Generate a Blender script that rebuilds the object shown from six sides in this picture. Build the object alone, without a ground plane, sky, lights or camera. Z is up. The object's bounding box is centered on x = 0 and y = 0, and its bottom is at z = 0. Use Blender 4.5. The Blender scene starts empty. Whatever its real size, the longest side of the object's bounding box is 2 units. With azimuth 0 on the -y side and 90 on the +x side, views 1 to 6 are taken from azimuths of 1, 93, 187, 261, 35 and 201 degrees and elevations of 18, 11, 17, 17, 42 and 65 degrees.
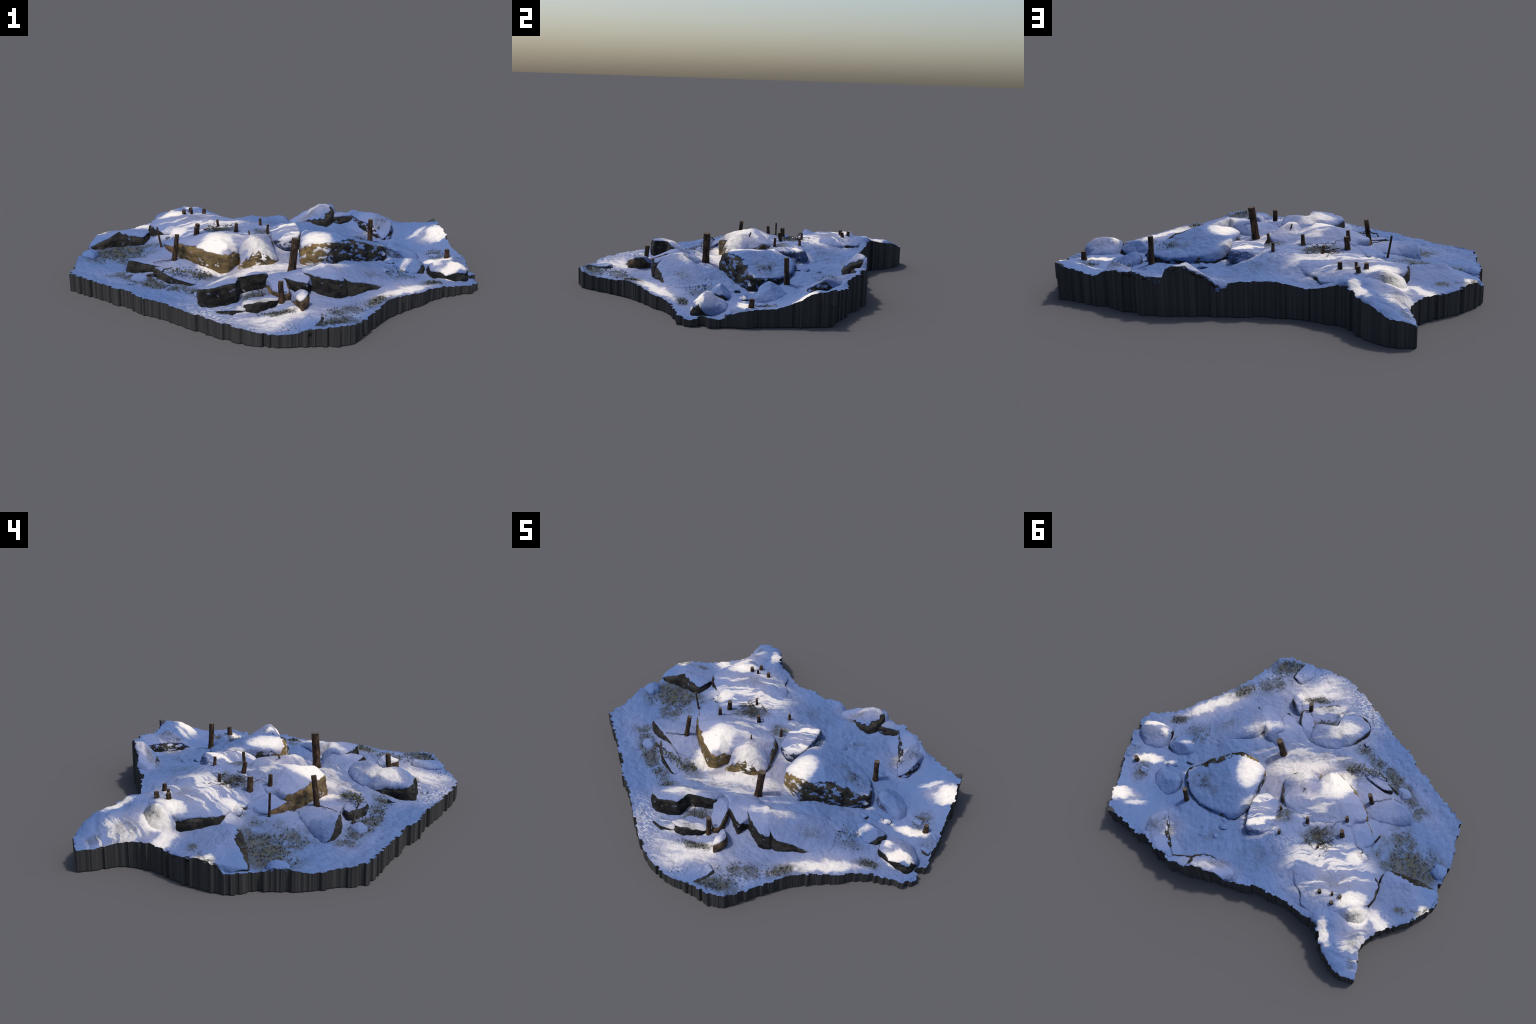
# Snow-covered boulder field on a cut-out plinth, built part by part.
import bpy, bmesh, math, random
import numpy as np
from mathutils import Vector, noise
from mathutils.geometry import delaunay_2d_cdt

random.seed(7)
rng = np.random.default_rng(7)

# ------------------------------------------------------------------ helpers
def fbm(x, y, z, octv=4, lac=2.1, gain=0.5):
    v = 0.0; a = 1.0; f = 1.0
    for _ in range(octv):
        v += a * noise.noise((x * f, y * f, z * f)); a *= gain; f *= lac
    return v

def mesh_object(name, verts, faces, mat, parent=None, smooth=True):
    me = bpy.data.meshes.new(name)
    me.from_pydata([tuple(map(float, v)) for v in verts], [], faces)
    me.update()
    if smooth:
        me.polygons.foreach_set("use_smooth", [True] * len(me.polygons))
    ob = bpy.data.objects.new(name, me)
    bpy.context.scene.collection.objects.link(ob)
    if mat: me.materials.append(mat)
    if parent: ob.parent = parent
    return ob

class Field:
    """Smooth multiquadric interpolation through a handful of control points."""
    def __init__(self, pts, c=0.04, smooth=1e-4):
        p = np.array([q[:3] for q in pts], float)
        self.p = p[:, :2]; self.c = c; n = len(p)
        d = np.linalg.norm(self.p[:, None] - self.p[None], axis=2)
        A = -np.sqrt(d * d + c * c) + smooth * -1.0 * np.eye(n) * -1.0
        M = np.zeros((n + 1, n + 1)); M[:n, :n] = A; M[:n, n] = 1; M[n, :n] = 1
        self.w = np.linalg.solve(M, np.append(p[:, 2], 0))
    def __call__(self, xy):
        xy = np.atleast_2d(xy)
        out = np.empty(len(xy))
        for i in range(0, len(xy), 4000):
            q = xy[i:i + 4000]
            d = np.linalg.norm(q[:, None] - self.p[None], axis=2)
            out[i:i + 4000] = -np.sqrt(d * d + self.c ** 2) @ self.w[:-1] + self.w[-1]
        return out

# ------------------------------------------------------------------ node helpers
class NT:
    def __init__(self, tree): self.t = tree; self.x = 0
    def n(self, typ, **kw):
        nd = self.t.nodes.new(typ)
        for k, v in kw.items(): setattr(nd, k, v)
        return nd
    def link(self, a, b): self.t.links.new(a, b)
    def math(self, op, a, b=None, clamp=False):
        m = self.n('ShaderNodeMath', operation=op); m.use_clamp = clamp
        for i, v in enumerate((a, b)):
            if v is None: continue
            if isinstance(v, (int, float)): m.inputs[i].default_value = v
            else: self.link(v, m.inputs[i])
        return m.outputs[0]
    def ramp01(self, v, lo, hi):
        m = self.n('ShaderNodeMapRange', interpolation_type='SMOOTHSTEP')
        self.link(v, m.inputs[0]); m.inputs[1].default_value = lo; m.inputs[2].default_value = hi
        return m.outputs[0]
    def mix(self, f, a, b):
        m = self.n('ShaderNodeMix', data_type='RGBA')
        if isinstance(f, (int, float)): m.inputs[0].default_value = f
        else: self.link(f, m.inputs[0])
        for i, v in ((6, a), (7, b)):
            if isinstance(v, tuple): m.inputs[i].default_value = (*v, 1)
            else: self.link(v, m.inputs[i])
        return m.outputs[2]
    def noise(self, vec, scale, detail=4, rough=0.55, dist=0.0):
        m = self.n('ShaderNodeTexNoise'); self.link(vec, m.inputs['Vector'])
        m.inputs['Scale'].default_value = scale; m.inputs['Detail'].default_value = detail
        m.inputs['Roughness'].default_value = rough; m.inputs['Distortion'].default_value = dist
        return m.outputs['Fac']
    def mapping(self, vec, loc=(0, 0, 0), rot=(0, 0, 0), scale=(1, 1, 1), kind='POINT'):
        m = self.n('ShaderNodeMapping', vector_type=kind); self.link(vec, m.inputs[0])
        m.inputs['Location'].default_value = loc; m.inputs['Rotation'].default_value = rot
        m.inputs['Scale'].default_value = scale
        return m.outputs[0]
    def patches(self, vec, ells, soft=0.45):
        """max of soft ellipses (cx, cy, rx, ry, degrees, strength) on the plan."""
        acc = None
        for cx, cy, rx, ry, ang, st in ells:
            v = vec
            if acc is not None:          # chained, so that the shader works through the patches one at a time
                ch = self.n('ShaderNodeVectorMath', operation='MULTIPLY_ADD')
                self.link(acc, ch.inputs[0]); ch.inputs[1].default_value = (1e-7,) * 3; self.link(vec, ch.inputs[2]); v = ch.outputs[0]
            q = self.mapping(v, (cx, cy, 0), (0, 0, math.radians(ang)), (rx, ry, 1000.0), 'TEXTURE')
            l = self.n('ShaderNodeVectorMath', operation='LENGTH'); self.link(q, l.inputs[0])
            r = self.n('ShaderNodeMapRange', interpolation_type='SMOOTHSTEP')
            self.link(l.outputs['Value'], r.inputs[0])
            r.inputs[1].default_value = 1 + soft * .5; r.inputs[2].default_value = 1 - soft
            r.inputs[3].default_value = 0; r.inputs[4].default_value = st
            acc = r.outputs[0] if acc is None else self.math('MAXIMUM', acc, r.outputs[0])
        return acc

def new_mat(name, rough=0.8):
    m = bpy.data.materials.new(name); m.use_nodes = True
    nt = NT(m.node_tree)
    b = m.node_tree.nodes['Principled BSDF']
    b.inputs['Roughness'].default_value = rough
    b.inputs['Specular IOR Level'].default_value = 0.2
    tc = nt.n('ShaderNodeTexCoord')
    return m, nt, b, tc.outputs['Object']

def warped(nt, co, scale, amt):
    tex = nt.n('ShaderNodeTexNoise'); nt.link(co, tex.inputs['Vector'])
    tex.inputs['Scale'].default_value = scale; tex.inputs['Detail'].default_value = 4
    s = nt.n('ShaderNodeVectorMath', operation='SUBTRACT'); nt.link(tex.outputs['Color'], s.inputs[0])
    s.inputs[1].default_value = (.5, .5, .5)
    k = nt.n('ShaderNodeVectorMath', operation='SCALE'); nt.link(s.outputs[0], k.inputs[0]); k.inputs['Scale'].default_value = amt
    a = nt.n('ShaderNodeVectorMath', operation='ADD'); nt.link(co, a.inputs[0]); nt.link(k.outputs[0], a.inputs[1])
    return a.outputs[0]

# ------------------------------------------------------------------ colours of the snow, sunlight and shade painted in
BLUE = (0.098, 0.165, 0.352)  # snow darkened and cooled to blue for the shade lying on it
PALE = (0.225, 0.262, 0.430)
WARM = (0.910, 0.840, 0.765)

# sunlight painted on the snow in warm white: plan ellipses (cx, cy, rx, ry, degrees, strength)
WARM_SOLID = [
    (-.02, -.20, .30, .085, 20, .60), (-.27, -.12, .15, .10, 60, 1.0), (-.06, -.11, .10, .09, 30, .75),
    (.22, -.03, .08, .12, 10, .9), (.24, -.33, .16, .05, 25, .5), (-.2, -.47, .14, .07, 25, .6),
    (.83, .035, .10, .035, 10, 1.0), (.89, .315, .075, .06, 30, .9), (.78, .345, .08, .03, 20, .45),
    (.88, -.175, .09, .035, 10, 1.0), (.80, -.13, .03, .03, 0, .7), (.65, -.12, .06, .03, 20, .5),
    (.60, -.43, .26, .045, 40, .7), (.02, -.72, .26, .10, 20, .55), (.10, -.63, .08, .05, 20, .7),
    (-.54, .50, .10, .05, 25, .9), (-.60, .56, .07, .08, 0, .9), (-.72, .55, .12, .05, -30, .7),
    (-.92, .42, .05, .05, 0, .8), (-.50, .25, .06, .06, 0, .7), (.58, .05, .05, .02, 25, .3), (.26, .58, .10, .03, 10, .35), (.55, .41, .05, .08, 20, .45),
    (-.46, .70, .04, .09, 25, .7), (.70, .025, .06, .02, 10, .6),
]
WARM_STRIPED = [  # bands of sun between cast shadows, drawn into the snow colour
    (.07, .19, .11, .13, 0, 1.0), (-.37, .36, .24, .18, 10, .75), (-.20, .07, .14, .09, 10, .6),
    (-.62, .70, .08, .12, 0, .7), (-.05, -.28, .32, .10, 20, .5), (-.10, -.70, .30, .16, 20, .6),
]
# shade tinted into the snow, grey and rosy, round the sun-painted middle
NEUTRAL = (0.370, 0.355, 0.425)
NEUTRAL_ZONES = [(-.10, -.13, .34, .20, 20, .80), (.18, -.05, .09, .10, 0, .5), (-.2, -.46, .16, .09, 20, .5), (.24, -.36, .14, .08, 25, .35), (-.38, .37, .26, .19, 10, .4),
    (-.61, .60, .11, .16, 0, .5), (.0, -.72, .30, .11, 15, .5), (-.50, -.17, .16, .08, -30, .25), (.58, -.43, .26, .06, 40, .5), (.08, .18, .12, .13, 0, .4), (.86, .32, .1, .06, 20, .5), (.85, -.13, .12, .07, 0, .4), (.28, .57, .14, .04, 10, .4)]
FLECKED = [(-.24, -.70, .20, .09, -38, 1.0), (-.05, -.80, .14, .06, -15, .8), (-.12, .30, .12, .05, 20, .4), (.28, -.72, .16, .08, 25, .5), (-.75, .55, .12, .05, -30, .6)]  # speckled sunlight baked into the snow as bright flecks
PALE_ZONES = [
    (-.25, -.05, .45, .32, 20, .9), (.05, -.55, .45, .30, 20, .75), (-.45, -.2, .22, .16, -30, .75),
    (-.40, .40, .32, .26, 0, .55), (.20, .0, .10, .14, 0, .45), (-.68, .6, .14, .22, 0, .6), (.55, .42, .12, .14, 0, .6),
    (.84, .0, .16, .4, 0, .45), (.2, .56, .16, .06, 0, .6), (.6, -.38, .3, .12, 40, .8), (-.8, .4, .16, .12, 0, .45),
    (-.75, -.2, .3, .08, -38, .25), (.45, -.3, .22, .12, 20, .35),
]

def snow_group():
    g = bpy.data.node_groups.new('snow_colour', 'ShaderNodeTree')
    g.interface.new_socket('Vector', in_out='INPUT', socket_type='NodeSocketVector')
    g.interface.new_socket('Color', in_out='OUTPUT', socket_type='NodeSocketColor')
    nt = NT(g)
    gi = nt.n('NodeGroupInput'); go = nt.n('NodeGroupOutput')
    co = gi.outputs[0]
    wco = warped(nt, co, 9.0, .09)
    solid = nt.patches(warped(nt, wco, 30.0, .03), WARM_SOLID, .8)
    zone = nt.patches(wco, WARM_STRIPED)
    # long streaks of drawn sun and shadow along (0.91, 0.42)
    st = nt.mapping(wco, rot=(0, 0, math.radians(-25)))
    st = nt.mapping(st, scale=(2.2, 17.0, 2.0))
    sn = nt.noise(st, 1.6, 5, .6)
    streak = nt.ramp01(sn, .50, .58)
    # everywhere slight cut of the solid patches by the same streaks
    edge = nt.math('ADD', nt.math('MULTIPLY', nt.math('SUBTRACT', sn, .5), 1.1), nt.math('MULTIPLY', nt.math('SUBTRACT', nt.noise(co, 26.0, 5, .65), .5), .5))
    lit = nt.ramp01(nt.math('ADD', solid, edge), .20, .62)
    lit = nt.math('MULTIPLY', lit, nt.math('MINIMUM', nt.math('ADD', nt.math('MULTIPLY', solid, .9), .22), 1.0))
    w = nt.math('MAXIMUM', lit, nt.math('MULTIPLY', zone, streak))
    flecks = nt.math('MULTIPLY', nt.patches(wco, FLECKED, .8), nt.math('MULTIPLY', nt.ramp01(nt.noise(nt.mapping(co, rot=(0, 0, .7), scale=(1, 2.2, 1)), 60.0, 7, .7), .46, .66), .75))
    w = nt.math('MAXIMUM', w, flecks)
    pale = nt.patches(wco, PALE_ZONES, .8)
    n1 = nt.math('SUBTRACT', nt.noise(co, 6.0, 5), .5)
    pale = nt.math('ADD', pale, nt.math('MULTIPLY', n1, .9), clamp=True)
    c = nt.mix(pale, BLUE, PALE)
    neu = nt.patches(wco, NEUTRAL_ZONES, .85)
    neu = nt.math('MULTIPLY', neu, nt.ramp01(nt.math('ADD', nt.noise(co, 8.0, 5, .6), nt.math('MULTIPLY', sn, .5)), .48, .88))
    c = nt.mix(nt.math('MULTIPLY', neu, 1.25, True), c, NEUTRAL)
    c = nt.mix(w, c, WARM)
    # fine dirt specks
    sp = nt.ramp01(nt.noise(co, 95.0, 4, .62), .61, .70)
    reg = nt.ramp01(nt.noise(co, 7.0, 4, .6), .44, .60)
    c = nt.mix(nt.math('MULTIPLY', nt.math('MULTIPLY', sp, reg), .75), c, (.070, .078, .095))
    nt.link(c, go.inputs[0])
    return g
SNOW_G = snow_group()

def snow_material(name, veg=None):
    m, nt, b, co = new_mat(name, .75)
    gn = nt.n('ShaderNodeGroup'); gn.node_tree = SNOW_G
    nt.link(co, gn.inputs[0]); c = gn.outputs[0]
    if veg:
        wco = warped(nt, co, 14.0, .05)
        z = nt.patches(wco, veg, .9)
        soft = nt.ramp01(nt.math('ADD', nt.noise(co, 16.0, 6, .68), nt.math('MULTIPLY', z, .16)), .42, .68)
        c = nt.mix(nt.math('MULTIPLY', nt.math('MULTIPLY', soft, nt.math('MINIMUM', nt.math('MULTIPLY', z, 1.4), 1.0)), .80), c, (.048, .056, .058))
        nz = nt.math('ADD', nt.math('MULTIPLY', nt.noise(co, 85.0, 5, .7), .62), nt.math('MULTIPLY', nt.noise(co, 24.0, 4, .65), .38))
        k = nt.ramp01(nt.math('ADD', nz, nt.math('MULTIPLY', z, .15)), .58, .68)
        k = nt.math('MULTIPLY', k, nt.math('MINIMUM', nt.math('MULTIPLY', z, 1.6), .88))
        vegc = nt.mix(nt.ramp01(nt.noise(co, 40.0, 4), .4, .6), (.014, .017, .022), (.066, .066, .040))
        c = nt.mix(k, c, vegc)
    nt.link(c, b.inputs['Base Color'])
    bp = nt.n('ShaderNodeBump'); bp.inputs['Strength'].default_value = .8; bp.inputs['Distance'].default_value = .012
    nt.link(nt.noise(co, 42.0, 8, .66), bp.inputs['Height']); nt.link(bp.outputs[0], b.inputs['Normal'])
    b.inputs['Subsurface Weight'].default_value = 0.0
    return m

# heather and grass poking through the snow (cx, cy, rx, ry, degrees, strength)
VEG = [
    (-.80, .16, .19, .12, 10, 1.0), (-.70, .06, .13, .12, 0, .75), (-.60, .17, .07, .06, 0, .6), (-.86, .22, .10, .05, 10, 1.0), (-.72, .21, .12, .05, 10, 1.0),
    (-.60, -.27, .20, .055, -38, .95), (-.42, -.38, .12, .05, -35, .75), (-.75, -.15, .06, .06, 0, .7),
    (.28, -.80, .14, .07, 15, .85), (.32, -.66, .14, .07, 40, .7), (.47, -.56, .10, .05, 40, .9), (.03, -.655, .10, .03, 25, .95),
    (-.27, .21, .11, .08, 20, .95), (.60, -.20, .12, .08, 20, .6), (.76, -.26, .08, .035, 20, .85), (.84, .13, .05, .08, 0, .7),
    (-.33, -.42, .06, .04, 0, .8), (.45, .12, .10, .06, 20, .35), (-.63, .68, .05, .06, 0, .4), (-.43, .42, .12, .05, 20, .4),
    (-.32, -.27, .14, .06, -30, .6), (-.05, .15, .07, .06, 0, .8), (-.06, -.53, .09, .09, 0, 1.0), (.93, .02, .06, .08, 0, .5), (.33, .38, .10, .05, 20, .35), (.0, .42, .16, .08, 10, .3), (-.1, -.27, .2, .05, 20, .3), (-.90, .40, .04, .05, 0, .8), (-.80, .44, .06, .03, 0, .5),  # the patch at (-.06, -.53) colours the hollow under the front block dark
    (.55, .43, .06, .08, 0, .5), (.22, .52, .10, .03, 10, .5), (-.52, .22, .05, .05, 0, .5), (.42, -.32, .08, .03, 10, .4),
]

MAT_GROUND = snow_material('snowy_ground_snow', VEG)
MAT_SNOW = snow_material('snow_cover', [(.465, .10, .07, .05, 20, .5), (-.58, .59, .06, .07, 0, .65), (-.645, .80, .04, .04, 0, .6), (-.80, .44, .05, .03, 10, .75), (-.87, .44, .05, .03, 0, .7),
    (.46, -.30, .08, .05, 20, .42), (.60, .44, .07, .07, 0, .5), (.21, .54, .06, .025, 10, .5), (-.43, .43, .10, .05, 20, .45), (-.05, -.60, .06, .03, 0, .4), (-.94, .42, .03, .05, 0, .9), (.40, .13, .06, .05, 0, .4)])

def rock_material(name, dark, light, fleck, ochre=0.0, where=None):
    m, nt, b, co = new_mat(name, .85)
    n1 = nt.noise(co, 14.0, 6, .62)
    c = nt.mix(nt.ramp01(n1, .38, .64), dark, light)
    n2 = nt.noise(co, 30.0, 5, .6)
    c = nt.mix(nt.math('MULTIPLY', nt.ramp01(n2, .5, .66), .5 if ochre else .22), c, (.062, .054, .032))
    n3 = nt.noise(nt.mapping(co, scale=(1, 1, 2.2)), 38.0, 6, .7)
    dark_seams = nt.ramp01(n3, .60, .50)
    if ochre:
        k = nt.math('MULTIPLY', nt.ramp01(nt.noise(co, 8.0, 6, .66), .38, .62), ochre)
        if where: k = nt.math('MULTIPLY', nt.patches(warped(nt, co, 9.0, .05), where), .9)
        c = nt.mix(k, c, (.23, .155, .060))
    c = nt.mix(nt.math('MULTIPLY', nt.math('SUBTRACT', 1.0, dark_seams), .45 if ochre else .7), c, (.006, .006, .006))
    # snow lodged in hollows of the face
    st = nt.mapping(co, scale=(1, 1, 1.6))
    f = nt.ramp01(nt.noise(st, 26.0, 6, .62, .4), .66 - .16 * fleck, .70 - .14 * fleck)
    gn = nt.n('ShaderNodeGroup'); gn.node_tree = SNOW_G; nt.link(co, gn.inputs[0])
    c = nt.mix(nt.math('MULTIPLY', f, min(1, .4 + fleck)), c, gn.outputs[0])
    nt.link(c, b.inputs['Base Color'])
    bp = nt.n('ShaderNodeBump'); bp.inputs['Strength'].default_value = .6; bp.inputs['Distance'].default_value = .006
    nt.link(nt.noise(co, 45.0, 6, .65), bp.inputs['Height']); nt.link(bp.outputs[0], b.inputs['Normal'])
    return m
ROCK = {
    'dark': rock_material('dark_rock', (.007, .007, .007), (.036, .033, .029), .16),
    'frost': rock_material('frosted_rock', (.007, .007, .0065), (.032, .030, .027), .85, 1.0, [(.20, -.075, .09, .06, 0, 1.0)]),
    'ochre': rock_material('ochre_rock', (.030, .022, .014), (.13, .090, .045), .35, .8),
    'ochre_frost': rock_material('snowy_ochre_rock', (.030, .022, .014), (.13, .090, .045), .75, .8),
    'brown': rock_material('brown_rock', (.022, .016, .012), (.12, .075, .045), .20, .25),
    'bluish': rock_material('snow_dusted_rock', (.030, .040, .070), (.085, .12, .25), .75),
}

def bark_material():
    m, nt, b, co = new_mat('bark', .9)
    st = nt.mapping(co, scale=(1, 1, .16))
    n = nt.noise(st, 110.0, 5, .65)
    c = nt.mix(nt.ramp01(n, .35, .68), (.010, .008, .006), (.085, .050, .030))
    c = nt.mix(nt.math('MULTIPLY', nt.ramp01(nt.noise(co, 35.0, 4), .52, .66), .5), c, (.15, .085, .045))
    nt.link(c, b.inputs['Base Color'])
    bp = nt.n('ShaderNodeBump'); bp.inputs['Strength'].default_value = .8; bp.inputs['Distance'].default_value = .004
    nt.link(n, bp.inputs['Height']); nt.link(bp.outputs[0], b.inputs['Normal'])
    return m
MAT_BARK = bark_material()

def simple_material(name, a, c2, scale, rough=.85):
    m, nt, b, co = new_mat(name, rough)
    nt.link(nt.mix(nt.ramp01(nt.noise(co, scale, 4, .6), .38, .62), a, c2), b.inputs['Base Color'])
    return m
MAT_CUT = simple_material('cut_wood', (.055, .045, .035), (.14, .10, .065), 160.0)
MAT_GRASS = simple_material('heather_blades', (.016, .020, .018), (.095, .092, .045), 55.0)
MAT_LEAF = simple_material('evergreen_leaves', (.030, .036, .022), (.16, .155, .085), 70.0)
MAT_TWIG = simple_material('dark_twig', (.012, .011, .011), (.05, .042, .035), 60.0)

def plinth_material():
    m, nt, b, co = new_mat('dark_plinth', .7)
    st = nt.mapping(co, scale=(1, 1, .01))
    n = nt.noise(st, 55.0, 4, .7)
    c = nt.mix(nt.ramp01(n, .36, .64), (.034, .034, .036), (.060, .059, .058))
    c = nt.mix(nt.math('MULTIPLY', nt.ramp01(nt.noise(st, 130.0, 2, .6), .60, .70), .5), c, (.015, .015, .016))
    nt.link(c, b.inputs['Base Color'])
    return m
MAT_PLINTH = plinth_material()

# ------------------------------------------------------------------ root
root = bpy.data.objects.new('snowy_boulder_field', None)
bpy.context.scene.collection.objects.link(root)
root['label'] = 'snow-covered boulders and tree stumps on a dark cut-out base'
root['category'] = 'snowy rocky terrain'

# ------------------------------------------------------------------ plan outline with rim heights
RIM = [(-1.0,.039,.066),(-.99,-.06,.071),(-.98,-.177,.087),(-.88,-.255,.085),(-.812,-.299,.080),(-.768,-.342,.082),
(-.649,-.434,.083),(-.575,-.515,.080),(-.498,-.554,.080),(-.336,-.691,.075),(-.251,-.764,.074),(-.105,-.854,.066),
(-.014,-.872,.054),(.034,-.88,.056),(.112,-.88,.060),(.134,-.88,.074),(.205,-.875,.078),(.277,-.877,.089),(.342,-.845,.085),
(.383,-.777,.070),(.43,-.708,.072),(.463,-.645,.073),(.504,-.59,.085),(.546,-.539,.085),(.622,-.47,.073),(.67,-.428,.066),
(.736,-.367,.061),(.767,-.336,.056),(.813,-.304,.051),(.882,-.281,.043),(.922,-.266,.040),(.956,-.258,.040),(.957,-.235,.038),
(.988,-.211,.030),(.998,-.19,.028),(.963,-.14,.042),(.999,-.105,.045),(.991,-.056,.035),(.981,.015,.068),(.972,.08,.080),
(.943,.195,.085),(.93,.276,.112),(.93,.31,.130),(.920,.343,.150),(.902,.398,.160),(.886,.453,.168),(.849,.446,.152),(.758,.489,.143),
(.72,.505,.136),(.681,.52,.140),(.656,.508,.155),(.592,.549,.176),(.552,.58,.177),(.51,.579,.180),(.461,.616,.183),
(.434,.609,.169),(.365,.619,.172),(.35,.618,.209),(.329,.616,.219),(.263,.612,.219),(.25,.609,.200),(.222,.602,.182),
(.191,.595,.167),(.166,.602,.147),(.143,.609,.121),(.10,.608,.126),(.088,.608,.147),(.048,.601,.157),(-.035,.588,.153),
(-.11,.599,.159),(-.142,.603,.152),(-.234,.61,.136),(-.29,.635,.148),(-.355,.658,.170),(-.402,.685,.177),(-.426,.716,.168),
(-.460,.782,.155),(-.508,.826,.147),(-.548,.856,.127),(-.58,.874,.111),(-.626,.883,.109),(-.670,.881,.096),(-.690,.872,.085),
(-.68,.801,.085),(-.664,.717,.094),(-.674,.659,.103),(-.714,.603,.109),(-.767,.555,.105),(-.83,.51,.10),(-.865,.487,.108),
(-.905,.44,.117),(-.94,.40,.115),(-.962,.371,.096),(-.977,.35,.078),(-.983,.303,.080),(-.962,.228,.069),(-.977,.189,.082),
(-.985,.169,.088),(-.99,.12,.086)]

GROUND = [(.10,-.232,.108),(.516,.221,.106),(-.477,-.099,.130),(-.566,.115,.131),(-.385,.163,.178),(-.385,.078,.186),
(-.182,.158,.190),(-.057,.269,.195),(-.02,.132,.188),(-.281,.276,.185),(-.371,.512,.190),(-.439,.504,.192),(-.48,.502,.196),
(-.449,.547,.190),(.044,-.565,.080),(.895,.073,.074),(.573,.028,.072),(.288,-.11,.09),(-.235,-.201,.085),(-.285,-.207,.098),
(-.42,-.004,.115),(-.542,.1,.129),(-.13,-.185,.108),(.05,-.09,.108),(.13,.34,.136),(.061,.039,.11),(.293,-.499,.065),
(.355,-.468,.068),(.482,-.397,.080),(-.309,-.591,.066),(-.137,-.563,.074),(-.247,-.412,.105),(-.102,-.655,.064),(.0,-.615,.063),
(.123,-.649,.064),(.172,-.6,.074),(.156,-.744,.074),(-.728,-.105,.068),(-.357,-.352,.082),(-.682,.236,.1),(-.632,.467,.118),
(.937,-.2,.038),(.736,-.142,.058),(.749,.117,.062),(.3,.509,.121),(.598,.316,.092),
(.2,-.29,.113),(.05,-.33,.121),(.29,-.2,.119),(.346,-.135,.128),(.37,-.17,.126),(.457,-.19,.117),(.505,-.19,.094),(.483,-.144,.101),(.38,-.22,.136),(-.1,-.3,.106),(-.16,-.37,.108),(-.03,-.36,.126),(.02,-.2,.107),(-.05,-.22,.106),
(-.8,.2,.085),(-.75,.1,.075),(-.8,0,.068),(-.85,.1,.067),(-.9,0,.067),(-.92,.1,.068),(-.7,-.3,.078),(-.5,-.4,.073),(-.4,-.5,.072),(-.3,-.64,.068),
(-.1,-.75,.062),(.05,-.72,.063),(.05,-.8,.058),(.3,-.7,.078),(.25,-.62,.070),(.4,-.55,.074),(.55,-.35,.080),(.6,-.25,.076),
(.7,-.25,.064),(.5,-.2,.085),(.62,-.02,.076),(.85,-.05,.058),(.8,.05,.062),(.85,.2,.076),(.81,.29,.098),(.75,.4,.125),(.82,.36,.148),(.87,.37,.162),(.746,.31,.104),(.69,.36,.100),(.72,.45,.130),(.65,.2,.08),
(.4,.3,.112),(.45,.42,.102),(.35,.45,.112),(.45,.48,.102),(.40,.545,.119),(.33,.495,.117),(.45,.515,.108),(.52,.43,.094),(.56,.365,.092),(.485,.49,.102),(.63,.31,.088),(.2,.45,.135),(.05,.5,.15),(-.1,.5,.156),(.05,.4,.16),(-.1,.4,.178),(-.2,.4,.183),
(-.25,.5,.165),(-.35,.6,.172),(-.3,.35,.192),(-.45,.4,.192),(-.5,.33,.175),(-.45,.25,.165),(-.55,.2,.137),(-.62,.2,.110),
(-.62,.05,.102),(-.65,-.02,.092),(-.70,.03,.080),(-.72,.13,.080),(-.35,-.3,.095),(-.42,-.2,.105),(-.5,-.3,.078),(-.62,-.3,.075),(-.05,-.485,.094),(-.10,-.49,.092),(.12,-.5,.075),
(.2,-.55,.066),(-.605,.67,.152),(-.61,.77,.125),(-.56,.72,.158),(-.615,.862,.110),(-.562,.825,.139),(-.492,.758,.168),(-.408,.665,.192),(-.50,.68,.172),(-.72,.5,.115),(.15,.2,.13),(.3,.25,.12),(.02,.02,.12),(-.42,.05,.14)]

ground_field = Field(RIM + GROUND, .03)
def ground_z(x, y): return float(ground_field(np.array([[x, y]]))[0])

# ---- perimeter: resampled outline with small steps and flutes
def build_perimeter():
    P = np.array(RIM); out = []
    n = len(P); acc = 0.0
    for i in range(n):
        a, b = P[i], P[(i + 1) % n]
        L = np.linalg.norm((b - a)[:2]); k = max(1, int(L / .0045))
        t = (b - a)[:2] / max(L, 1e-9); nrm = np.array([t[1], -t[0]])
        for j in range(k):
            f = j / k; q = a + (b - a) * f; s = acc + L * f
            cell = math.floor(s / .017 + .6 * noise.noise((s * 30, 3.1, 0)))
            step = (noise.cell((cell * 1.37, 2.2, 0.3)) - .5) * .0075
            fine = noise.noise((s * 160, 0, 5.5)) * .0022
            off = step + fine
            z = q[2] + noise.noise((s * 55, 8, 1)) * .0022 + noise.noise((s * 150, 4, 1)) * .0016
            out.append((q[0] + nrm[0] * off, q[1] + nrm[1] * off, z))
        acc += L
    return np.array(out)
PER = build_perimeter()
PER[:, 0] = np.clip(PER[:, 0], -1.0, 1.0)

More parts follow.
